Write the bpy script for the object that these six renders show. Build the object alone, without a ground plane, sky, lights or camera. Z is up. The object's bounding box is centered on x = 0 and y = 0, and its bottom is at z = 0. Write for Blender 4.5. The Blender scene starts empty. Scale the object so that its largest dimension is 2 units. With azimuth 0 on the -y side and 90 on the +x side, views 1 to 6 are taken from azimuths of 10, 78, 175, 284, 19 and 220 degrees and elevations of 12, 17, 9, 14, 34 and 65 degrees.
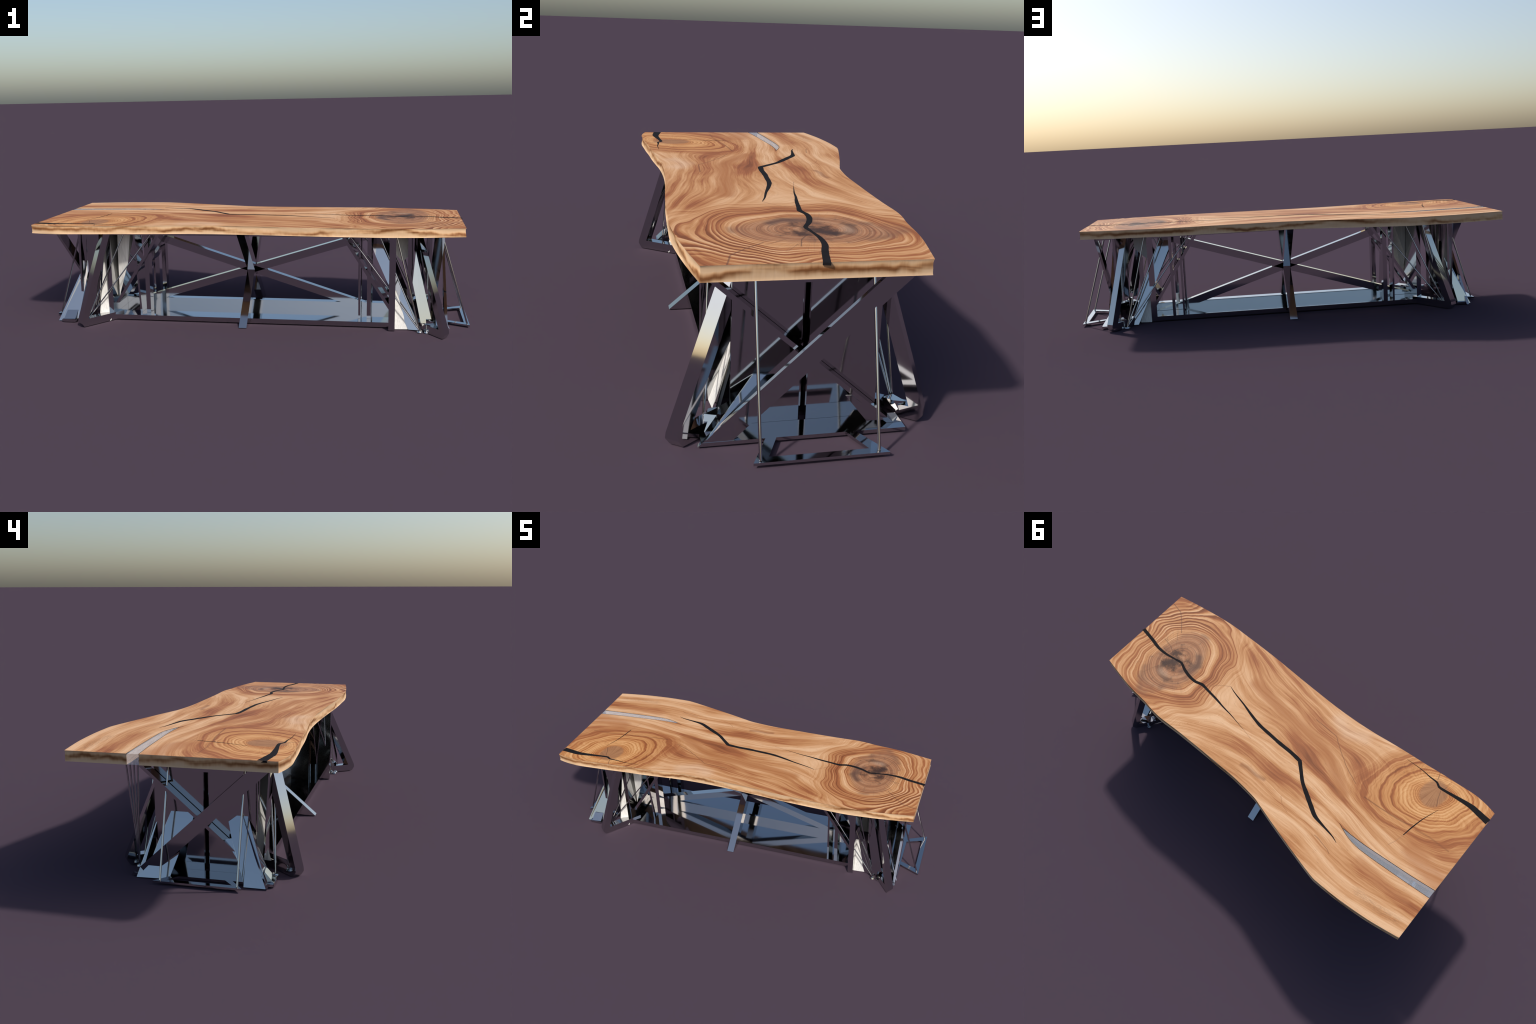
import bpy, bmesh, math, random
from mathutils import Vector, Matrix, noise
from mathutils.geometry import tessellate_polygon

random.seed(7)
COL = bpy.context.scene.collection
TOP, UNDER = 0.474, 0.436          # upper and lower face of the wooden slab
CY = -0.070                         # centre line of the steel base in y


# ------------------------------------------------------------------ node maths
class X:
    """Scalar node expression: lets a material be written as a formula."""
    tree = None

    def __init__(self, s):
        self.s = s

    @staticmethod
    def op(kind, *args, clamp=False):
        n = X.tree.nodes.new("ShaderNodeMath")
        n.operation = kind
        n.use_clamp = clamp
        for i, a in enumerate(args):
            if isinstance(a, X):
                X.tree.links.new(a.s, n.inputs[i])
            else:
                n.inputs[i].default_value = float(a)
        return X(n.outputs[0])

    def __add__(s, o): return X.op("ADD", s, o)
    def __radd__(s, o): return X.op("ADD", o, s)
    def __sub__(s, o): return X.op("SUBTRACT", s, o)
    def __rsub__(s, o): return X.op("SUBTRACT", o, s)
    def __mul__(s, o): return X.op("MULTIPLY", s, o)
    def __rmul__(s, o): return X.op("MULTIPLY", o, s)
    def __truediv__(s, o): return X.op("DIVIDE", s, o)
    def __rtruediv__(s, o): return X.op("DIVIDE", o, s)


def fn(kind, *a): return X.op(kind, *a)
def clamp01(a): return X.op("ADD", a, 0.0, clamp=True)
def sqrt(a): return fn("SQRT", a)
def sin(a): return fn("SINE", a)
def vmin(a, b): return fn("MINIMUM", a, b)
def vmax(a, b): return fn("MAXIMUM", a, b)


def smooth(a, lo, hi, out_lo=0.0, out_hi=1.0):
    n = X.tree.nodes.new("ShaderNodeMapRange")
    n.interpolation_type = "SMOOTHSTEP"
    X.tree.links.new(a.s, n.inputs[0])
    for i, v in enumerate((lo, hi, out_lo, out_hi)):
        n.inputs[i + 1].default_value = v
    return X(n.outputs[0])


def lerp(a, b, t): return a + (b - a) * t


def vec(x, y, z=0.0):
    n = X.tree.nodes.new("ShaderNodeCombineXYZ")
    for i, a in enumerate((x, y, z)):
        if isinstance(a, X):
            X.tree.links.new(a.s, n.inputs[i])
        else:
            n.inputs[i].default_value = a
    return n.outputs[0]


def noise_tex(v, scale=1.0, detail=3.0, rough=0.55, distort=0.0):
    n = X.tree.nodes.new("ShaderNodeTexNoise")
    X.tree.links.new(v, n.inputs["Vector"])
    n.inputs["Scale"].default_value = scale
    n.inputs["Detail"].default_value = detail
    n.inputs["Roughness"].default_value = rough
    n.inputs["Distortion"].default_value = distort
    return X(n.outputs["Fac"])


def ramp(fac, stops):
    n = X.tree.nodes.new("ShaderNodeValToRGB")
    X.tree.links.new(fac.s, n.inputs[0])
    els = n.color_ramp.elements
    while len(els) < len(stops):
        els.new(0.5)
    for e, (p, c) in zip(els, stops):
        e.position = p
        e.color = (*c, 1.0)
    return n.outputs[0]


def mix_col(a, b, t):
    n = X.tree.nodes.new("ShaderNodeMix")
    n.data_type = "RGBA"
    X.tree.links.new(t.s, n.inputs[0])
    for i, c in ((6, a), (7, b)):
        if isinstance(c, tuple):
            n.inputs[i].default_value = (*c, 1.0)
        else:
            X.tree.links.new(c, n.inputs[i])
    return n.outputs[2]


def srgb(h):
    c = [int(h[i:i + 2], 16) / 255 for i in (0, 2, 4)]
    return tuple(v / 12.92 if v <= 0.04045 else ((v + 0.055) / 1.055) ** 2.4 for v in c)


def new_mat(name):
    m = bpy.data.materials.new(name)
    m.use_nodes = True
    t = m.node_tree
    X.tree = t
    b = t.nodes["Principled BSDF"]
    return m, t, b


def obj_xyz():
    n = X.tree.nodes.new("ShaderNodeTexCoord")
    s = X.tree.nodes.new("ShaderNodeSeparateXYZ")
    X.tree.links.new(n.outputs["Object"], s.inputs[0])
    return [X(o) for o in s.outputs]


def seg_dist(px, py, a, b):
    """Distance from the shaded point to the segment a-b."""
    dx, dy = b[0] - a[0], b[1] - a[1]
    L2 = dx * dx + dy * dy
    t = clamp01(((px - a[0]) * dx + (py - a[1]) * dy) / L2)
    ex, ey = px - a[0] - t * dx, py - a[1] - t * dy
    return sqrt(ex * ex + ey * ey)


def line_dist(px, py, pts):
    d = None
    for a, b in zip(pts, pts[1:]):
        s = seg_dist(px, py, a, b)
        d = s if d is None else vmin(d, s)
    return d


# ------------------------------------------------------------------ materials
def wood_top_material():
    m, t, b = new_mat("figured_walnut_slab")
    x, y, z = obj_xyz()
    # slow wander of the grain
    w1 = noise_tex(vec(x * 1.7, y * 4.2, 0.0), 1.0, 1.5) - 0.5
    w2 = noise_tex(vec(x * 6.0, y * 11.0, 3.7), 1.0, 2.0) - 0.5
    w3 = noise_tex(vec(x * 24.0, y * 40.0, 9.1), 1.0, 2.0) - 0.5

    # --- two knots: elliptical radii
    ax, ay = x - 0.695, y + 0.045
    r1 = sqrt(ax * ax * 1.15 + ay * ay * 0.80) * (1.0 + w1 * 0.75) + w2 * 0.012
    bx, by = x + 0.735, y + 0.265
    u, v = bx * 0.80 + by * 0.60, by * 0.80 - bx * 0.60
    r2 = sqrt(u * u * 0.62 + v * v * 1.30) * (1.0 + w1 * 0.75) + w2 * 0.035

    # --- grain streaming round both knots
    f1 = 0.085 / (ax * ax + ay * ay + 0.012)
    f2 = 0.060 / (bx * bx + by * by + 0.02)
    flow = y - ay * f1 - by * f2 * 1.0 + w1 * 0.13 + w2 * 0.014
    k1 = smooth(r1, 0.25, 0.39)          # 0 inside the right knot figure
    k2 = smooth(r2, 0.19, 0.36)
    ring1 = r1 * 1.0
    ring2 = r2 * 0.8 + 0.3

    def bands(f, s, seed):
        a = noise_tex(vec(f * 13.0 * s, x * 0.9, seed), 1.0, 1.0, 0.5)
        c = noise_tex(vec(f * 34.0 * s, x * 1.6, seed + 4.0), 1.0, 2.0, 0.6)
        e = noise_tex(vec(f * 95.0 * s, x * 2.6, seed + 9.0), 1.0, 2.0, 0.6)
        return a * 0.47 + c * 0.33 + e * 0.20

    def late_wood(r, k, seed):
        """Rhythmic rings: spacing grows with the radius, each ring darkens outward and ends sharply."""
        ph = fn("LOGARITHM", vmax(r, 0.004), math.e) * k + w3 * 0.25 + w2 * 0.40
        f = fn("FRACT", ph)
        ring = smooth(f, 0.15, 0.85) * smooth(f, 1.0, 0.90)
        vary = noise_tex(vec(fn("FLOOR", ph) * 0.37, w1 * 2.0, seed), 1.0, 1.0)
        return ring * smooth(vary, 0.30, 0.62, 0.35, 1.0)

    flow_b = bands(flow, 1.0, 1.3)
    ringtone1 = late_wood(r1, 15.0, 2.2) * 0.10 + bands(r1, 1.8, 7.0) * 0.95 - 0.01
    ringtone2 = late_wood(r2, 8.0, 5.2) * 0.10 + bands(r2, 1.15, 3.0) * 0.92 + 0.035
    corner = smooth(ax * 0.62 - ay * 0.78, 0.13, 0.30)
    ringtone1 = ringtone1 + (late_wood(r1, 15.0, 2.2) - 0.30) * corner * 0.30
    tone = lerp(ringtone1, flow_b, k1)
    tone = lerp(ringtone2, tone, k2)

    # pore streaks following the grain
    along = lerp(x, fn("ARCTAN2", ay, ax) * 0.25, 1.0 - k1)
    fcoord = lerp(r1, flow, k1)
    pores = noise_tex(vec(along * 30.0, fcoord * 420.0, 0.0), 1.0, 2.0, 0.5)
    fibre = noise_tex(vec(along * 9.0, fcoord * 210.0, 4.0), 1.0, 3.0, 0.6)
    tone = tone + (fibre - 0.5) * 0.19 + (noise_tex(vec(x * 4, y * 6, 2.0), 1.0, 1.0) - 0.5) * 0.16

    col = ramp(tone, [(0.36, srgb("e6b88c")), (0.45, srgb("d39c6b")), (0.51, srgb("c18653")),
                      (0.57, srgb("a76439")), (0.66, srgb("834a27"))])
    # golden cast over the left knot
    col = mix_col(col, mix_mul(col, (1.0, 0.90, 0.66)), smooth(r2, 0.34, 0.10) * 0.85)
    # red-brown ribbon through the middle, dark streak near the back edge
    d = line_dist(x, y + w2 * 0.02, [(0.30, -0.19), (0.08, -0.155), (-0.03, -0.147), (-0.18, -0.125), (-0.30, -0.06), (-0.40, 0.0)])
    col = mix_col(col, srgb("b0703f"), smooth(d, 0.048, 0.004) * 0.75)
    d = line_dist(x, y + w2 * 0.012, [(0.06, 0.195), (0.03, 0.188), (-0.03, 0.190), (-0.07, 0.183)])
    col = mix_col(col, srgb("8a5432"), smooth(d, 0.017, 0.0) * 0.6)
    d = line_dist(x, y + w2 * 0.02, [(-0.66, 0.215), (-0.80, 0.235), (-0.92, 0.225)])
    col = mix_col(col, srgb("b87a4c"), smooth(d, 0.04, 0.004) * 0.5)
    d = line_dist(x, y + w2 * 0.02, [(-0.74, 0.332), (-0.81, 0.336), (-0.90, 0.33), (-0.95, 0.325)])
    stain = noise_tex(vec(x * 60, y * 260, 1.0), 1.0, 2.0)
    col = mix_col(col, srgb("7c5a44"), smooth(d, 0.03, 0.004) * smooth(stain, 0.35, 0.7) * 0.35)
    # flat brown fields round the far left end
    d = line_dist(x, y + w2 * 0.05, [(-0.82, 0.03), (-0.90, 0.055), (-1.0, 0.06)])
    col = mix_col(col, srgb("b27243"), smooth(d, 0.075, 0.02) * 0.6)
    # pale scuffed grain on the front
    d = line_dist(x, y + w2 * 0.03, [(-0.15, -0.29), (-0.22, -0.262), (-0.30, -0.30)])
    col = mix_col(col, srgb("e6c5a8"), smooth(d, 0.06, 0.0) * 0.3)

    # --- smoky heartwood of the right knot: one ragged oval, ringed and tinted
    hx, hy = x - 0.700, y + 0.022
    lobe = sqrt(hx * hx / 0.0170 + hy * hy / 0.0480) + w2 * 0.55 + w1 * 0.5
    heart = smooth(lobe, 1.12, 0.80)
    col = mix_col(col, mix_mul(col, (0.76, 0.68, 0.64)), heart)
    col = mix_col(col, srgb("a97c61"), heart * 0.30)
    rim = smooth(lobe, 0.62, 0.85) * smooth(lobe, 1.12, 0.95)
    fine = noise_tex(vec(r1 * 170.0, w1 * 2.0, 7.7), 1.0, 2.0, 0.6)
    col = mix_col(col, srgb("6a4331"), heart * smooth(fine, 0.46, 0.70) * 0.6)
    col = mix_col(col, srgb("75513e"), rim * smooth(noise_tex(vec(x * 9, y * 9, 5.0), 1.0, 2.0), 0.44, 0.62) * 0.45)
    # char round the pith
    cx, cy = x - 0.712, y + 0.028
    rr = sqrt(cx * cx + cy * cy)
    ang = fn("ARCTAN2", cy, cx)
    soot = noise_tex(vec(x * 22, y * 18, 2.5), 1.0, 4.0, 0.65)
    core = smooth(rr + (soot - 0.5) * 0.30, 0.088, 0.005)
    col = mix_col(col, srgb("402a20"), core * 0.92)
    d = line_dist(x + w2 * 0.03, y + w2 * 0.03, [(0.71, -0.03), (0.745, 0.01), (0.74, 0.05), (0.70, 0.075), (0.66, 0.08)])
    col = mix_col(col, srgb("3a2a24"), smooth(d + (soot - 0.5) * 0.06, 0.026, 0.0) * 0.6)
    d = line_dist(x + w2 * 0.03, y + w2 * 0.03, [(0.63, -0.12), (0.60, -0.08), (0.615, -0.03), (0.64, 0.0)])
    col = mix_col(col, srgb("5c4236"), smooth(d + (soot - 0.5) * 0.04, 0.03, 0.003) * 0.7)
    px_, py_ = x - 0.705, y - 0.062
    pale = sqrt(px_ * px_ * 0.6 + py_ * py_ * 1.6) + (soot - 0.5) * 0.06
    col = mix_col(col, srgb("cda88a"), smooth(pale, 0.040, 0.008) * 0.40)
    # radial shakes
    rays = noise_tex(vec(ang * 9.0, rr * 3.0, 0.7), 1.0, 1.0)
    ray = smooth(fn("ABSOLUTE", rays - 0.5), 0.012, 0.002)
    col = mix_col(col, srgb("5a4032"), ray * smooth(rr, 0.02, 0.05) * smooth(rr, 0.23, 0.12) * 0.55)
    rays = noise_tex(vec(ang * 26.0, rr * 5.0, 3.7), 1.0, 1.0)
    ray = smooth(fn("ABSOLUTE", rays - 0.5), 0.02, 0.004)
    col = mix_col(col, srgb("6f4e3c"), ray * smooth(rr, 0.30, 0.10) * 0.22)

    # --- brown eye of the left knot
    ex, ey = x + 0.725, y + 0.270
    eye_r = sqrt(ex * ex + ey * ey * 0.62) + w2 * 0.02
    eye = smooth(eye_r, 0.068, 0.050)
    er = noise_tex(vec(fn("ARCTAN2", ey + 0.05, ex) * 14.0, eye_r * 6.0, 0.0), 1.0, 2.0)
    eye_col = ramp(er, [(0.3, srgb("b48259")), (0.7, srgb("8c5d3b"))])
    col = mix_col(col, eye_col, eye * 0.85)

    # --- hairline checks and brown streaks
    hair = [([(-0.06, -0.224), (-0.19, -0.215), (-0.252, -0.169), (-0.331, -0.116), (-0.416, -0.076)], 0.0022, "7a4a30", 0.85),
            ([(0.960, -0.284), (0.893, -0.267), (0.846, -0.226), (0.799, -0.173)], 0.0022, "5d3b30", 0.8),
            ([(0.837, -0.092), (0.778, -0.075), (0.735, -0.047)], 0.0018, "4a332a", 0.8),
            ([(-0.429, 0.248), (-0.456, 0.251), (-0.515, 0.265), (-0.534, 0.275)], 0.0024, "7a4a30", 0.7),
            ([(-0.186, 0.198), (-0.221, 0.229), (-0.26, 0.242)], 0.0018, "9a6038", 0.6),
            ([(-0.687, -0.38), (-0.701, -0.34)], 0.0022, "553326", 0.8),
            ([(-0.743, -0.30), (-0.758, -0.258), (-0.773, -0.224)], 0.0018, "553326", 0.8),
            ([(-0.755, -0.36), (-0.752, -0.321)], 0.0018, "5e3a28", 0.6),
            ([(-0.489, -0.047), (-0.581, -0.051), (-0.669, -0.058), (-0.716, -0.065), (-0.741, -0.079)], 0.0035, "6e3d22", 0.75),
            ([(-0.766, -0.068), (-0.832, -0.079), (-0.939, -0.079)], 0.0045, "834c2a", 0.6),
            ([(0.47, -0.03), (0.42, -0.075), (0.387, -0.095)], 0.0018, "8a5a3c", 0.6),
            ([(0.183, 0.046), (0.12, 0.062)], 0.0016, "8a5a3c", 0.6),
            ([(-0.738, -0.012), (-0.727, 0.036), (-0.712, 0.07)], 0.0022, "a87a58", 0.6)]
    wob = w3 * 0.004
    for pts, wdt, c, k in hair:
        d = line_dist(x + wob, y + wob, pts)
        col = mix_col(col, srgb(c), smooth(d, wdt * 1.5, wdt * 0.2) * (k * 0.8))
    # open pores
    col = mix_col(col, srgb("8a5632"), smooth(pores, 0.62, 0.76) * 0.55)
    # soft brown halo along the big black fills
    t.links.new(col, b.inputs["Base Color"])
    b.inputs["Roughness"].default_value = 0.62
    b.inputs["Specular IOR Level"].default_value = 0.3
    bump = t.nodes.new("ShaderNodeBump")
    bump.inputs["Strength"].default_value = 0.12
    bump.inputs["Distance"].default_value = 0.002
    t.links.new((pores + fibre).s, bump.inputs["Height"])
    t.links.new(bump.outputs[0], b.inputs["Normal"])
    return m


def mix_mul(c, k):
    n = X.tree.nodes.new("ShaderNodeMix")
    n.data_type = "RGBA"
    n.blend_type = "MULTIPLY"
    n.inputs[0].default_value = 1.0
    X.tree.links.new(c, n.inputs[6])
    n.inputs[7].default_value = (*k, 1.0)
    return n.outputs[2]


def wood_edge_material():
    m, t, b = new_mat("live_edge_bark_side")
    x, y, z = obj_xyz()
    s = x + y * 1.3
    hgt = (z - UNDER) / (TOP - UNDER)
    drift = noise_tex(vec(s * 1.7, 3.0, 1.0), 1.0, 2.0, 0.5) - 0.5
    lump = noise_tex(vec(s * 8.0, 7.0, 1.0), 1.0, 3.0, 0.6) - 0.5
    off = (hgt - 0.55 - drift * 3.0 - lump * 1.3) / 0.24
    band = fn("EXPONENT", off * off * -1.0)
    patch = noise_tex(vec(s * 4.0, hgt * 1.2, 5.0), 1.0, 2.0, 0.5, 0.8)
    rib = noise_tex(vec(s * 120.0, z * 12.0, 2.0), 1.0, 2.0, 0.6)
    tone = band * smooth(patch, 0.30, 0.65, 0.35, 1.0) + (patch - 0.5) * 0.35 + (rib - 0.5) * 0.28
    col = ramp(tone, [(0.02, srgb("dfba92")), (0.32, srgb("d0a579")), (0.64, srgb("b3845a")), (1.0, srgb("86552f"))])
    t.links.new(col, b.inputs["Base Color"])
    b.inputs["Roughness"].default_value = 0.7
    b.inputs["Specular IOR Level"].default_value = 0.25
    bump = t.nodes.new("ShaderNodeBump")
    bump.inputs["Strength"].default_value = 0.4
    bump.inputs["Distance"].default_value = 0.004
    t.links.new(tone.s, bump.inputs["Height"])
    t.links.new(bump.outputs[0], b.inputs["Normal"])
    return m


def chrome_material():
    m, t, b = new_mat("polished_chrome")
    x, y, z = obj_xyz()
    b.inputs["Base Color"].default_value = (0.55, 0.55, 0.55, 1)
    b.inputs["Metallic"].default_value = 1.0
    n = noise_tex(vec(x * 6, y * 6, z * 6), 1.0, 2.0)
    rough = smooth(n, 0.3, 0.8, 0.065, 0.095)
    t.links.new(rough.s, b.inputs["Roughness"])
    return m


def satin_material():
    m, t, b = new_mat("brushed_white_aluminium")
    x, y, z = obj_xyz()
    streak = noise_tex(vec(x * 260.0, y * 260.0, z * 4.0), 1.0, 2.0)
    col = ramp(streak, [(0.3, srgb("cfcdc8")), (0.7, srgb("e6e4df"))])
    t.links.new(col, b.inputs["Base Color"])
    b.inputs["Roughness"].default_value = 0.9
    b.inputs["Specular IOR Level"].default_value = 0.15
    return m


def resin_material():
    m, t, b = new_mat("black_epoxy_fill")
    x, y, z = obj_xyz()
    n = noise_tex(vec(x * 40, y * 40, z * 40), 1.0, 2.0)
    col = ramp(n, [(0.3, srgb("1d1b1c")), (0.7, srgb("242122"))])
    t.links.new(col, b.inputs["Base Color"])
    b.inputs["Roughness"].default_value = 0.8
    b.inputs["Specular IOR Level"].default_value = 0.08
    return m


def clear_resin_material():
    m, t, b = new_mat("clear_cast_resin")
    x, y, z = obj_xyz()
    n = noise_tex(vec(x * 240, y * 240, z * 240), 1.0, 2.0)
    col = ramp(n, [(0.2, srgb("e2e5ea")), (0.8, srgb("ebedf0"))])
    t.links.new(col, b.inputs["Base Color"])
    b.inputs["Roughness"].default_value = 0.5
    tr = t.nodes.new("ShaderNodeBsdfTransparent")
    mx = t.nodes.new("ShaderNodeMixShader")
    mx.inputs[0].default_value = 0.28
    t.links.new(tr.outputs[0], mx.inputs[1])
    t.links.new(b.outputs[0], mx.inputs[2])
    t.links.new(mx.outputs[0], t.nodes["Material Output"].inputs[0])
    return m


def slot_wall_material():
    m, t, b = new_mat("sun_lightened_slot_wood")
    x, y, z = obj_xyz()
    n = noise_tex(vec(x * 18, y * 18, z * 160), 1.0, 2.0)
    t.links.new(ramp(n, [(0.3, srgb("e8cdb2")), (0.7, srgb("c99f7c"))]), b.inputs["Base Color"])  # base colour lightened to show sunlight on the slot wall under the inlay
    b.inputs["Roughness"].default_value = 0.75
    return m


WOOD = wood_top_material()
WALL = slot_wall_material()
EDGE = wood_edge_material()
CHROME = chrome_material()
SATIN = satin_material()
RESIN = resin_material()
CLEAR = clear_resin_material()

# ------------------------------------------------------------------ object tools
TABLE = bpy.data.objects.new("live_edge_table", None)
COL.objects.link(TABLE)
TABLE["label"] = "live-edge wooden slab table on polished chrome geometric frame"
TABLE["category"] = "dining table"


def empty(name, parent=TABLE):
    o = bpy.data.objects.new(name, None)
    COL.objects.link(o)
    o.parent = parent
    return o


BASE = empty("chrome_base")


def add(name, bm, mat, parent=BASE, bevel=0.0, smooth_angle=None):
    bmesh.ops.recalc_face_normals(bm, faces=bm.faces)
    me = bpy.data.meshes.new(name)
    bm.to_mesh(me)
    bm.free()
    for k in (mat if isinstance(mat, list) else [mat]):
        me.materials.append(k)
    o = bpy.data.objects.new(name, me)
    COL.objects.link(o)
    o.parent = parent
    if bevel:
        bv = o.modifiers.new("bevel", "BEVEL")
        bv.width = bevel
        bv.segments = 2
        bv.limit_method = "ANGLE"
    if smooth_angle:
        for p in me.polygons:
            p.use_smooth = True
        me.set_sharp_from_angle(angle=smooth_angle)
    return o


def hull(name, pts, mat, parent=BASE, bevel=0.0):
    """Faceted solid: convex hull of a handful of corners."""
    bm = bmesh.new()
    for p in pts:
        bm.verts.new(p)
    r = bmesh.ops.convex_hull(bm, input=bm.verts)
    bmesh.ops.delete(bm, geom=[g for g in r["geom_interior"] if isinstance(g, bmesh.types.BMVert)], context="VERTS")
    bmesh.ops.dissolve_limit(bm, angle_limit=0.01, verts=bm.verts, edges=bm.edges)
    return add(name, bm, mat, parent, bevel)


def box(name, x, y, z, mat=CHROME, parent=BASE, bevel=0.0):
    return hull(name, [(a, b, c) for a in x for b in y for c in z], mat, parent, bevel)


def prism(name, outline, offset, mat=CHROME, parent=BASE, bevel=0.0):
    """Plate: a planar outline pushed along the offset vector (may be concave)."""
    bm = bmesh.new()
    vs = [bm.verts.new(p) for p in outline]
    f = bm.faces.new(vs)
    e = bmesh.ops.extrude_face_region(bm, geom=[f])
    for g in e["geom"]:
        if isinstance(g, bmesh.types.BMVert):
            g.co += Vector(offset)
    return add(name, bm, mat, parent, bevel)


def rod(name, a, b, r, mat=CHROME, parent=BASE, seg=12):
    a, b = Vector(a), Vector(b)
    d = b - a
    bm = bmesh.new()
    bmesh.ops.create_cone(bm, cap_ends=True, segments=seg, radius1=r, radius2=r, depth=d.length)
    q = d.to_track_quat("Z", "Y").to_matrix().to_4x4()
    bmesh.ops.transform(bm, matrix=Matrix.Translation((a + b) / 2) @ q, verts=bm.verts)
    return add(name, bm, mat, parent, smooth_angle=0.6)


def disc(name, c, r, h, parent=BASE):
    bm = bmesh.new()
    bmesh.ops.create_cone(bm, cap_ends=True, segments=24, radius1=r, radius2=r * 0.8, depth=h)
    bmesh.ops.translate(bm, vec=(c[0], c[1], c[2] + h / 2), verts=bm.verts)
    return add(name, bm, CHROME, parent, smooth_angle=0.6)


# ------------------------------------------------------------------ wooden slab
BACK = [(0.964, 0.185), (0.793, 0.224), (0.658, 0.241), (0.59, 0.253), (0.529, 0.258), (0.423, 0.2565), (0.266, 0.259),
        (0.17, 0.262), (0.05, 0.266), (-0.082, 0.281), (-0.141, 0.296), (-0.22, 0.320), (-0.303, 0.344), (-0.404, 0.372),
        (-0.53, 0.405), (-0.584, 0.411), (-0.687, 0.4115), (-0.787, 0.406), (-0.868, 0.398), (-0.998, 0.378)]
FRONT = [(-0.998, -0.366), (-0.949, -0.378), (-0.907, -0.384), (-0.864, -0.386), (-0.783, -0.381), (-0.699, -0.376),
         (-0.616, -0.369), (-0.53, -0.364), (-0.45, -0.358), (-0.387, -0.352), (-0.325, -0.346), (-0.226, -0.341),
         (-0.098, -0.341), (0.038, -0.348), (0.147, -0.355), (0.306, -0.367), (0.433, -0.373), (0.53, -0.376),
         (0.627, -0.378), (0.734, -0.371), (0.853, -0.357), (0.957, -0.341)]
SLIT_IN = [(-0.997, 0.153), (-0.86, 0.162), (-0.783, 0.166), (-0.696, 0.170), (-0.622, 0.171), (-0.578, 0.166), (-0.533, 0.153), (-0.481, 0.130)]
SLIT_OUT = [(-0.509, 0.138), (-0.557, 0.140), (-0.638, 0.139), (-0.725, 0.133), (-0.806, 0.127), (-0.886, 0.121), (-0.997, 0.109)]


def spline(pts, step):
    """Catmull-Rom curve through the points, resampled evenly."""
    P = [Vector(p) for p in pts]
    P = [P[0] * 2 - P[1]] + P + [P[-1] * 2 - P[-2]]
    out = []
    for i in range(1, len(P) - 2):
        a, b, c, d = P[i - 1:i + 3]
        n = max(1, int((c - b).length / step))
        for k in range(n):
            t = k / n
            out.append(0.5 * (2 * b + (c - a) * t + (2 * a - 5 * b + 4 * c - d) * t * t + (3 * b - a - 3 * c + d) * t ** 3))
    out.append(P[-2])
    return out


def wooden_slab():
    back = spline(BACK, 0.012)
    front = spline(FRONT, 0.012)
    notch = spline(SLIT_IN, 0.03) + spline(SLIT_OUT, 0.03)
    end = spline([FRONT[-1], (0.960, -0.10), BACK[0]], 0.02)[1:-1]
    loop = back + notch + front + end
    n = len(loop)
    n_nat = (len(back), len(back) + len(notch), len(back) + len(notch) + len(front))
    levels = [0.0, 0.08, 0.22, 0.4, 0.58, 0.76, 0.92, 1.0]
    bm = bmesh.new()
    rings = []
    for lv in levels:
        z = TOP - (TOP - UNDER) * lv
        ring = []
        for i, p in enumerate(loop):
            a, c = loop[i - 1], loop[(i + 1) % n]
            t = (c - a).normalized()
            nrm = Vector((t.y, -t.x))           # outward for this winding
            natural = i < n_nat[0] or n_nat[1] <= i < n_nat[2]
            off = 0.0
            if natural and 0 < lv < 1:
                q = noise.noise(Vector((p.x * 9, p.y * 9, lv * 1.6 + 4)))
                q2 = noise.noise(Vector((p.x * 26, p.y * 26, lv * 3.0 + 9)))
                off = (0.0030 * q + 0.0014 * q2) + 0.0012 * math.sin(lv * math.pi)
            if lv == 0 or lv == 1:
                off = -0.0012
            ring.append(bm.verts.new((p.x - nrm.x * off, p.y - nrm.y * off, z)))
        rings.append(ring)
    tris = tessellate_polygon([[v.co for v in rings[0]]])
    for a, b_, c in tris:
        bm.faces.new((rings[0][a], rings[0][b_], rings[0][c]))
        bm.faces.new((rings[-1][a], rings[-1][c], rings[-1][b_])).material_index = 1
    sides = []
    for r0, r1 in zip(rings, rings[1:]):
        for i in range(n):
            f = bm.faces.new((r0[i], r0[(i + 1) % n], r1[(i + 1) % n], r1[i]))
            f.material_index = 2 if n_nat[0] <= i < n_nat[1] - 1 else 1
            sides.append(f)
    for f in sides:
        f.smooth = True
    o = add("wooden_slab", bm, [WOOD, EDGE, WALL], TABLE)
    o.data.set_sharp_from_angle(angle=0.7)
    return o


SLAB = wooden_slab()


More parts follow.
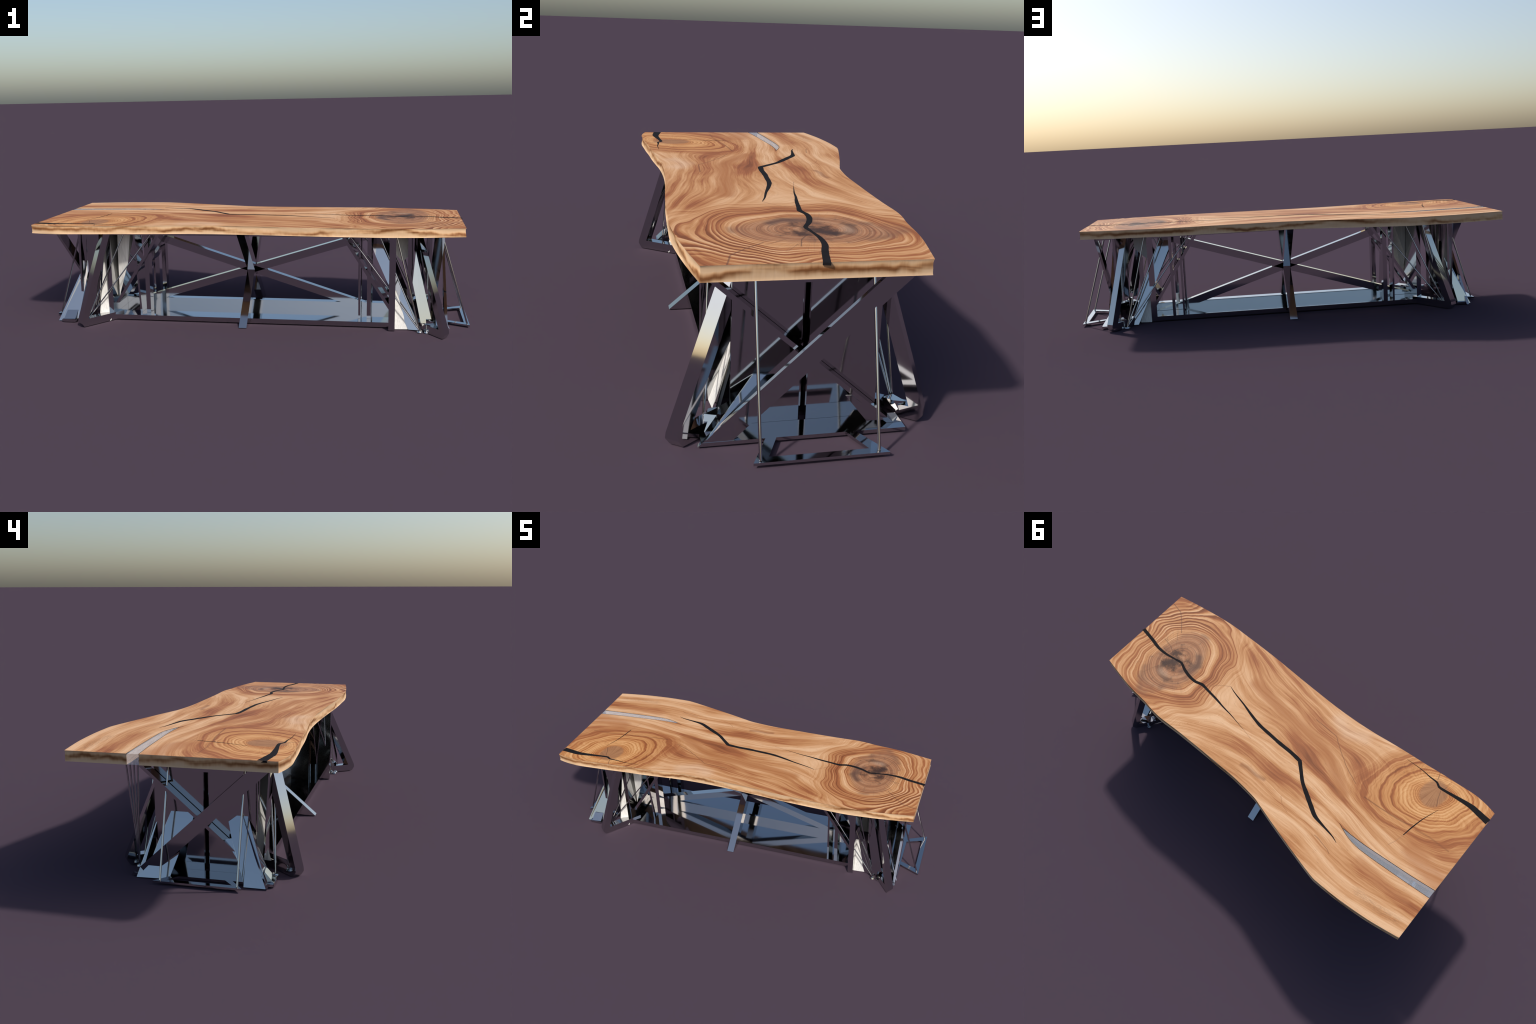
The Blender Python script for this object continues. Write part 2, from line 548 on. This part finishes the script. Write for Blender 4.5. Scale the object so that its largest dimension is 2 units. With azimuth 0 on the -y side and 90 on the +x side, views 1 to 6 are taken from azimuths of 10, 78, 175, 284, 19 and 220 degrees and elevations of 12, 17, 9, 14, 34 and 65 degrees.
def ribbon(name, pts, widths, depth, mat):
    """Filled crack: tapering strip let into the slab, 0.4 mm proud."""
    P = spline([(p[0], p[1], w) for p, w in zip(pts, widths)], 0.012)
    bm = bmesh.new()
    rows = []
    for i, p in enumerate(P):
        a, c = P[max(0, i - 1)], P[min(len(P) - 1, i + 1)]
        t = Vector((c.x - a.x, c.y - a.y)).normalized()
        w = max(p.z, 0.0006) / 2 * (1 + 0.12 * noise.noise(Vector((p.x * 40, p.y * 40, 2))))
        nx, ny = -t.y * w, t.x * w
        rows.append([bm.verts.new((p.x + s * nx, p.y + s * ny, z)) for z in (TOP + 0.0004, TOP - depth) for s in (1, -1)])
    for r0, r1 in zip(rows, rows[1:]):
        for i, j in ((0, 1), (1, 3), (3, 2), (2, 0)):
            bm.faces.new((r0[i], r0[j], r1[j], r1[i]))
    bm.faces.new((rows[0][0], rows[0][1], rows[0][3], rows[0][2]))
    bm.faces.new((rows[-1][0], rows[-1][1], rows[-1][3], rows[-1][2]))
    return add(name, bm, mat, TABLE)


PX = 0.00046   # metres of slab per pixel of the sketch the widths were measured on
ribbon("black_resin_fill", [(0.9655, -0.065), (0.881, -0.046), (0.83, -0.032), (0.776, -0.028), (0.727, -0.033), (0.698, -0.037), (0.672, -0.039),
                            (0.632, -0.02), (0.584, -0.006), (0.54, -0.003), (0.506, -0.012), (0.458, -0.005), (0.394, 0.005), (0.335, 0.017),
                            (0.282, 0.025), (0.24, 0.034), (0.183, 0.046)],
       [w * PX for w in (38, 36, 34, 28, 20, 24, 26, 32, 33, 33, 33, 28, 23, 16, 10, 6, 2)], 0.006, RESIN)
ribbon("black_resin_fill", [(0.387, -0.095), (0.342, -0.079), (0.272, -0.061), (0.2, -0.039), (0.132, -0.022), (0.061, -0.015), (-0.009, -0.009),
                            (-0.082, -0.006), (-0.1405, 0.002), (-0.144, 0.006), (-0.182, 0.043), (-0.221, 0.08), (-0.276, 0.116), (-0.33, 0.150),
                            (-0.37, 0.174), (-0.415, 0.185), (-0.457, 0.193), (-0.499, 0.202), (-0.527, 0.214)],
       [w * PX for w in (3, 11, 17, 27, 34, 37, 39, 40, 42, 42, 36, 38, 45, 47, 42, 26, 18, 11, 3)], 0.006, RESIN)
ribbon("black_resin_fill", [(-0.528, -0.334), (-0.611, -0.334), (-0.662, -0.328), (-0.705, -0.326), (-0.725, -0.313), (-0.759, -0.314),
                            (-0.824, -0.321), (-0.894, -0.326), (-0.943, -0.32), (-0.9985, -0.312)],
       [w * PX for w in (2, 7, 12, 20, 26, 28, 38, 56, 64, 70)], 0.006, RESIN)
ribbon("black_resin_fill", [(-0.79, -0.215), (-0.77, -0.159), (-0.758, -0.12), (-0.746, -0.064), (-0.738, -0.012)],
       [w * PX for w in (2, 6, 9, 12, 8)], 0.004, RESIN)


def clear_inlay():
    """Clear cast resin filling the long slot, a hair's breadth from its walls."""
    wall_a, wall_b = spline(SLIT_IN, 0.03), spline(SLIT_OUT, 0.03)
    gap = 0.0007
    pts = [(p.x + (0.0012 if p.x > -0.99 else -0.0004), p.y - gap, UNDER + 0.0006) for p in wall_a[:-1]]
    pts += [(p.x + (0.0012 if p.x > -0.99 else -0.0004), p.y + gap, UNDER + 0.0006) for p in wall_b]
    return prism("clear_resin_fill", pts, (0, 0, TOP - UNDER - 0.0010), CLEAR, TABLE)


clear_inlay()
for wall in (SLIT_IN, list(reversed(SLIT_OUT))):
    ribbon("dark_slot_outline", wall, [0.0016] * len(wall), 0.003, RESIN)

# ------------------------------------------------------------------ chrome base
T = 0.018                                          # half thickness of the square bars
box("foot_plate", (-0.660, 0.640), (-0.265, 0.104), (0.003, 0.025))
box("head_plate", (-0.660, 0.640), (-0.265, 0.104), (0.414, 0.4355))
box("stretcher", (-0.660, 0.640), (-0.062, -0.050), (0.0245, 0.060))


def bar_xz(name, c, slope, half, t, y):
    """Flat bar crossing the long way, in a vertical plane y = const."""
    d = Vector((1, 0, slope)).normalized()
    n = Vector((-d.z, 0, d.x))
    c = Vector(c)
    z0, z1 = 0.026, 0.414
    s0 = (z0 - c.z) / d.z
    s1 = (z1 - c.z) / d.z
    pts = []
    for sgn in (-1, 1):
        base = c + n * t * sgn
        for z in (z0, z1):
            pts.append(base + d * ((z - base.z) / d.z))
    return hull(name, [(p.x, yy, p.z) for p in pts for yy in y], CHROME)


bar_xz("cross_bar", (0, 0, 0.2200), 0.308, 0, T, (-0.061, -0.025))
bar_xz("cross_bar", (0, 0, 0.2125), -0.322, 0, T, (-0.061, -0.025))


def bar_yz(name, c, slope, t, x, z0, z1):
    d = Vector((0, 1, slope)).normalized()
    n = Vector((0, -d.z, d.y))
    c = Vector(c)
    pts = []
    for sgn in (-1, 1):
        base = c + n * t * sgn
        for z in (z0, z1):
            pts.append(base + d * ((z - base.z) / d.z))
    return hull(name, [(xx, p.y, p.z) for p in pts for xx in x], CHROME)


bar_yz("cross_bar", (0, -0.0435, 0.217), 0.858, 0.0264, (-0.036, 0.0), 0.0, 0.4355)
bar_yz("cross_bar", (0, -0.0435, 0.217), -0.858, 0.0264, (-0.036, 0.0), 0.0, 0.4355)

# --- end assemblies ---------------------------------------------------------
for sx in (1, -1):
    side = empty("end_frame")
    inner = (0.640, 0.668) if sx > 0 else (-0.683, -0.6605)
    yf = -0.305 if sx > 0 else -0.262
    box("inner_panel", inner, (yf, 0.102), (0.0005, 0.4355), parent=side)
    # outer mirror plate with a narrow upright channel
    xa, xb = sorted((sx * 0.813, sx * 0.825))
    fy = (-0.0760, -0.0560) if sx > 0 else (-0.0780, -0.0580)
    prism("mirror_plate", [(xa, -0.250, 0.003), (xa, fy[0], 0.003), (xa, fy[0], 0.380), (xa, fy[1], 0.380), (xa, fy[1], 0.003),
                           (xa, 0.126, 0.003), (xa, 0.126, 0.4355), (xa, -0.250, 0.4355)], (xb - xa, 0, 0), parent=side)
    box("channel_back", sorted((sx * 0.786, sx * 0.790)), (fy[0] - 0.012, fy[1] + 0.012), (0.003, 0.400), parent=side)
    # crossed end frame: one bar on edge in front, one flat bar lying between it and the plate
    xo = sorted((sx * 0.886, sx * 0.898))
    xi = sorted((sx * 0.8290, sx * 0.8730))
    bar_yz("end_cross_bar", (0, CY, 0.218), 0.937 * sx, 0.0245, xo, 0.0010, 0.4352).parent = side
    bar_yz("end_cross_bar", (0, CY, 0.206), -0.87 * sx, 0.0060, xi, 0.0120, 0.4352).parent = side
    box("end_sill", sorted((sx * 0.8255, sx * 0.8990)), (-0.329, 0.184), (0.002, 0.0115), parent=side)
    box("end_header", sorted((sx * 0.8255, sx * 0.8875)), (-0.300, 0.160), (0.424, 0.4350), parent=side)
    # low bracket on the floor carrying two thin rods
    xe = 1.002 if sx > 0 else -0.960
    xs = sx * 0.8995
    w = 0.022 * sx
    y0, y1 = (-0.222, 0.106) if sx > 0 else (-0.231, 0.092)
    prism("floor_bracket", [(xe, y0, 0.005), (xe, y1, 0.005), (xs, y1 - 0.053, 0.005), (xs, y1 - 0.078, 0.005), (xe - w, y1 - 0.045, 0.005),
                            (xe - w, y0 + 0.040, 0.005), (xs, y0 + 0.075, 0.005), (xs, y0 + 0.048, 0.005)], (0, 0, 0.007), parent=side)
    for yy in (y0 + 0.018, y1 - 0.024):
        xr = xe - 0.010 * sx
        rod("stay_rod", (xr, yy, 0.012), (xr - sx * 0.127, yy, 0.4352), 0.0040, parent=side)

# --- corner legs: upright triangle of flat bar -------------------------------
def corner_leg(near, far, d, run, parent, k0=0.20, k1=0.60):
    """near/far: floor corners of the outer face; d: inward floor direction; run: inward lean per metre of height."""
    d = Vector((d[0], d[1], 0)).normalized()
    near, far = Vector((*near, 0)), Vector((*far, 0))
    s = lambda u, z: d * u + Vector((0, 0, z))
    top = 0.4355
    lean = run * (top - 0.034)
    prof = [s(0.014, 0.0), s(0.0, 0.020), s(0.002, 0.034), s(lean, top), s(lean + 0.036, top), s(0.039, 0.035), s(0.235, 0.035), s(0.235, 0.0)]
    o = prism("corner_leg", [near + p for p in prof], far - near, parent=parent)
    # the outer face is shaded as one soft bend: upright at the foot, leaning at the top
    me = o.data
    e = (far - near).normalized()
    flat_n = Vector((-d.x, -d.y, run)) - e * Vector((-d.x, -d.y, run)).dot(e)
    flat_n.normalize()
    normals = []
    for p in me.polygons:
        outer = p.normal.dot(flat_n) > 0.995 and p.area > 0.005
        for vi in p.vertices:
            if outer:
                k = (me.vertices[vi].co.z - 0.034) / (top - 0.034)
                normals.append(Vector((flat_n.x, flat_n.y, flat_n.z * (k0 + k1 * max(0.0, k)))).normalized())
            else:
                normals.append(p.normal.copy())
    for p in me.polygons:
        p.use_smooth = True
    me.normals_split_custom_set(normals)
    return o


LEGS = empty("corner_legs")
corner_leg((-0.764, -0.413), (-0.792, -0.388), (0.6, 0.8), 0.370, LEGS, 0.36, 0.58)
corner_leg((0.877, -0.413), (0.898, -0.383), (-0.6, 0.8), 0.490, LEGS, 0.26, 0.54)
corner_leg((0.838, 0.262), (0.865, 0.244), (-0.6, -0.8), 0.350, LEGS, 0.85, 0.10)
corner_leg((-0.784, 0.270), (-0.814, 0.249), (0.6, -0.8), 0.440, LEGS)

# --- posts --------------------------------------------------------------------
POSTS = empty("posts")
box("flat_post", (0.542, 0.560), (-0.2150, -0.165), (0.0255, 0.4135), parent=POSTS)
box("flat_post", (-0.511, -0.490), (-0.2150, -0.165), (0.0255, 0.4135), parent=POSTS)
box("flat_post", (0.549, 0.563), (0.063, 0.1030), (0.0255, 0.4135), parent=POSTS)
box("flat_post", (-0.511, -0.490), (0.063, 0.1030), (0.0255, 0.4135), parent=POSTS)
# thin upright fins, deep in y
for x0, x1, y0, y1 in ((0.508, 0.506, -0.2150, -0.120), (-0.538, -0.560, -0.2150, -0.120), (0.5085, 0.5085, -0.020, 0.1030), (-0.542, -0.542, 0.030, 0.1030)):
    hull("upright_fin", [(x + a, y, z) for a in (-0.0045, 0.0045) for x, z in ((x0, 0.0255), (x1, 0.4135)) for y in (y0, y1)], CHROME, POSTS)
# broad upright slat behind the inlay-side front leg
prism("upright_slat", [(-0.777, -0.268, 0.0355), (-0.724, -0.268, 0.0355), (-0.703, -0.292, 0.4345), (-0.762, -0.292, 0.4345)], (0.0, 0.006, 0.0), parent=POSTS)
rod("thin_rod", (0.497, 0.050, 0.0255), (0.497, 0.050, 0.4135), 0.0042, parent=POSTS)
rod("thin_rod", (-0.542, 0.076, 0.0255), (-0.542, 0.076, 0.4135), 0.0042, parent=POSTS)
box("flat_post", (0.722, 0.744), (-0.215, -0.195), (0.078, 0.4355), parent=POSTS)

# --- rod fans rising from little foot discs --------------------------------------
FANS = empty("rod_fans")
for sx in (1, -1):
    for back in (False, True):
        my = (lambda y: -0.114 - y) if back else (lambda y: y)
        fx, fy = sx * 0.777, my(-0.311)
        disc("foot_disc", (fx, fy, 0.0), 0.013, 0.006, FANS)
        for tx, ty in ((0.450, -0.235), (0.590, -0.240), (0.668, -0.285)):
            rod("fan_rod", (fx, fy, 0.006), (sx * tx, my(ty), 0.4345), 0.0030, parent=FANS)
        gx, gy = sx * 0.806, my(-0.316)
        disc("foot_disc", (gx, gy, 0.0), 0.011, 0.006, FANS)
        if back and sx < 0:
            for k in range(4):
                rod("upright_rod", (gx, gy, 0.006), (-0.800, my(-0.310 - 0.017 * k), 0.4345), 0.0032, parent=FANS)
for px, py, z0 in ((-0.815, -0.253, 0.170), (-0.775, -0.250, 0.240), (0.744, -0.250, 0.270)):
    hull("drop_spike", [(px + a, py + b, 0.4345) for a in (-0.006, 0.006) for b in (-0.003, 0.003)] + [(px + 0.001, py + b, z0) for b in (-0.002, 0.002)] + [(px - 0.002, py, z0)], CHROME, FANS)
hull("drop_spike", [(-0.812, -0.246, 0.4345), (-0.778, -0.246, 0.4345), (-0.812, -0.240, 0.4345), (-0.778, -0.240, 0.4345), (-0.797, -0.243, 0.265)], CHROME, FANS)

# --- slanting boards that lean from the inner panels up to the head plate -----------
for sx in (1, -1):
    for y0, y1 in ((-0.235, -0.115), (-0.025, 0.095)):
        line = ((0.650, 0.075), (0.432, 0.4135))
        hull("slanting_board", [(sx * (u + du), y, z) for u, z in line for du in (-0.008, 0.008) for y in (y0, y1)], CHROME, BASE)

# --- leaning mirror shards ----------------------------------------------------------
SHARDS = empty("mirror_shards")
# corner spikes: leaning facets that vanish behind the mirror plates
prism("mirror_spike", [(-0.918, -0.312, 0.0005), (-0.918, -0.228, 0.0005), (-0.907, -0.222, 0.027), (-0.882, -0.195, 0.089), (-0.8585, -0.146, 0.149),
                       (-0.857, -0.170, 0.153), (-0.835, -0.153, 0.208), (-0.827, -0.180, 0.2285), (-0.827, -0.222, 0.2285)], (0.0045, 0.0, 0.0), parent=SHARDS)
hull("mirror_spike", [(-0.922, -0.3135, 0.0005), (-0.825, -0.3085, 0.0005), (-0.803, -0.213, 0.211), (-0.814, -0.201, 0.238), (-0.817, -0.187, 0.271),
                      (-0.790, -0.183, 0.268), (-0.914, -0.300, 0.0005), (-0.825, -0.285, 0.0005)], CHROME, SHARDS)
prism("mirror_spike", [(-0.914, 0.169, 0.0005), (-0.897, 0.127, 0.045), (-0.866, 0.100, 0.128), (-0.827, 0.064, 0.229), (-0.827, -0.026, 0.229),
                       (-0.836, -0.020, 0.205), (-0.880, 0.020, 0.089), (-0.9128, 0.047, 0.003)], (0.0045, 0.0, 0.0), parent=SHARDS)
hull("mirror_spike", [(-0.913, 0.1705, 0.0005), (-0.855, 0.160, 0.0005), (-0.834, 0.122, 0.170), (-0.800, 0.112, 0.230), (-0.907, 0.155, 0.0005), (-0.840, 0.120, 0.0005)], CHROME, SHARDS)
prism("mirror_spike", [(0.906, -0.318, 0.0225), (0.870, -0.235, 0.0225), (0.828, -0.140, 0.143), (0.828, -0.195, 0.147)], (-0.004, 0.0, 0.0), parent=SHARDS)
prism("mirror_spike", [(0.874, 0.136, 0.0225), (0.874, 0.089, 0.0225), (0.866, 0.033, 0.092), (0.866, 0.048, 0.092)], (-0.003, 0, 0.001), parent=SHARDS)
# broad blades between the inner panel and the foot
prism("mirror_blade", [(0.728, -0.282, 0.001), (0.786, -0.290, 0.001), (0.617, -0.160, 0.338), (0.607, -0.128, 0.4345), (0.530, -0.118, 0.4345), (0.578, -0.162, 0.312)], (0.001, 0.004, 0.001), parent=SHARDS)
prism("mirror_blade", [(0.766, 0.146, 0.001), (0.729, 0.146, 0.001), (0.565, 0.058, 0.351), (0.552, 0.0375, 0.4345), (0.612, 0.0375, 0.4345), (0.617, 0.051, 0.382)], (0.001, -0.004, 0.001), parent=SHARDS)
prism("mirror_blade", [(0.742, -0.298, 0.223), (0.754, -0.272, 0.357), (0.825, -0.3275, 0.066), (0.802, -0.3275, 0.066), (0.803, -0.331, 0.047), (0.780, -0.331, 0.048)], (-0.001, 0.004, 0.001), parent=SHARDS)

# --- satin pillars and crystals ----------------------------------------------------
PILLARS = empty("satin_pillars")
hull("satin_pillar", [(0.6685, -0.284, 0.001), (0.728, -0.279, 0.001), (0.6685, -0.262, 0.001), (0.728, -0.262, 0.001),
                      (0.6685, -0.228, 0.165), (0.676, -0.222, 0.165), (0.6685, -0.205, 0.165)], SATIN, PILLARS)
hull("satin_crystal", [(0.6685, -0.150, 0.4345), (0.742, -0.146, 0.4345), (0.6685, -0.085, 0.4345), (0.730, -0.085, 0.4345),
                       (0.6690, -0.165, 0.320), (0.700, -0.165, 0.285), (0.738, -0.160, 0.325), (0.700, -0.130, 0.300)], SATIN, PILLARS)
hull("satin_pillar", [(0.6685, 0.112, 0.001), (0.726, 0.104, 0.001), (0.6685, 0.060, 0.001), (0.720, 0.060, 0.001),
                      (0.6685, 0.080, 0.170), (0.674, 0.070, 0.170)], SATIN, PILLARS)
hull("satin_crystal", [(0.6685, 0.030, 0.4345), (0.738, 0.028, 0.4345), (0.6685, -0.020, 0.4345), (0.730, -0.020, 0.4345),
                       (0.672, 0.030, 0.300), (0.735, 0.032, 0.360), (0.700, 0.010, 0.320)], SATIN, PILLARS)
hull("satin_pillar", [(-0.723, -0.284, 0.031), (-0.6835, -0.264, 0.031), (-0.690, -0.20, 0.031), (-0.716, -0.21, 0.031),
                      (-0.715, -0.165, 0.4355), (-0.6835, -0.155, 0.4355), (-0.700, -0.09, 0.4355)], SATIN, PILLARS)
hull("satin_wedge", [(-0.690, -0.297, 0.001), (-0.664, -0.268, 0.031), (-0.666, -0.246, 0.003), (-0.668, -0.29, 0.001)], SATIN, PILLARS)
hull("satin_crystal", [(-0.656, -0.185, 0.095), (-0.597, -0.211, 0.263), (-0.659, -0.107, 0.214), (-0.640, -0.215, 0.413), (-0.580, -0.205, 0.413),
                       (-0.590, -0.100, 0.413), (-0.6595, -0.100, 0.413)], SATIN, PILLARS)

# --- small wedge blocks at the feet --------------------------------------------------
BLOCKS = empty("wedge_blocks")
hull("wedge_block", [(-0.882, -0.295, 0.049), (-0.831, -0.289, 0.049), (-0.888, -0.329, 0.014), (-0.834, -0.324, 0.014),
                     (-0.880, -0.280, 0.014), (-0.829, -0.275, 0.014)], CHROME, BLOCKS)
box("wedge_base", (-0.892, -0.832), (-0.331, -0.275), (0.0, 0.0135), parent=BLOCKS)
hull("wedge_block", [(0.822, 0.178, 0.045), (0.800, 0.156, 0.045), (0.823, 0.213, 0.040), (0.779, 0.193, 0.040), (0.80, 0.16, 0.006), (0.83, 0.20, 0.006), (0.80, 0.205, 0.006)], CHROME, BLOCKS)
hull("wedge_block", [(0.800, -0.300, 0.048), (0.833, -0.315, 0.052), (0.795, -0.270, 0.048), (0.84, -0.285, 0.05), (0.80, -0.30, 0.004), (0.85, -0.32, 0.004), (0.85, -0.27, 0.004), (0.80, -0.27, 0.004)], CHROME, BLOCKS)
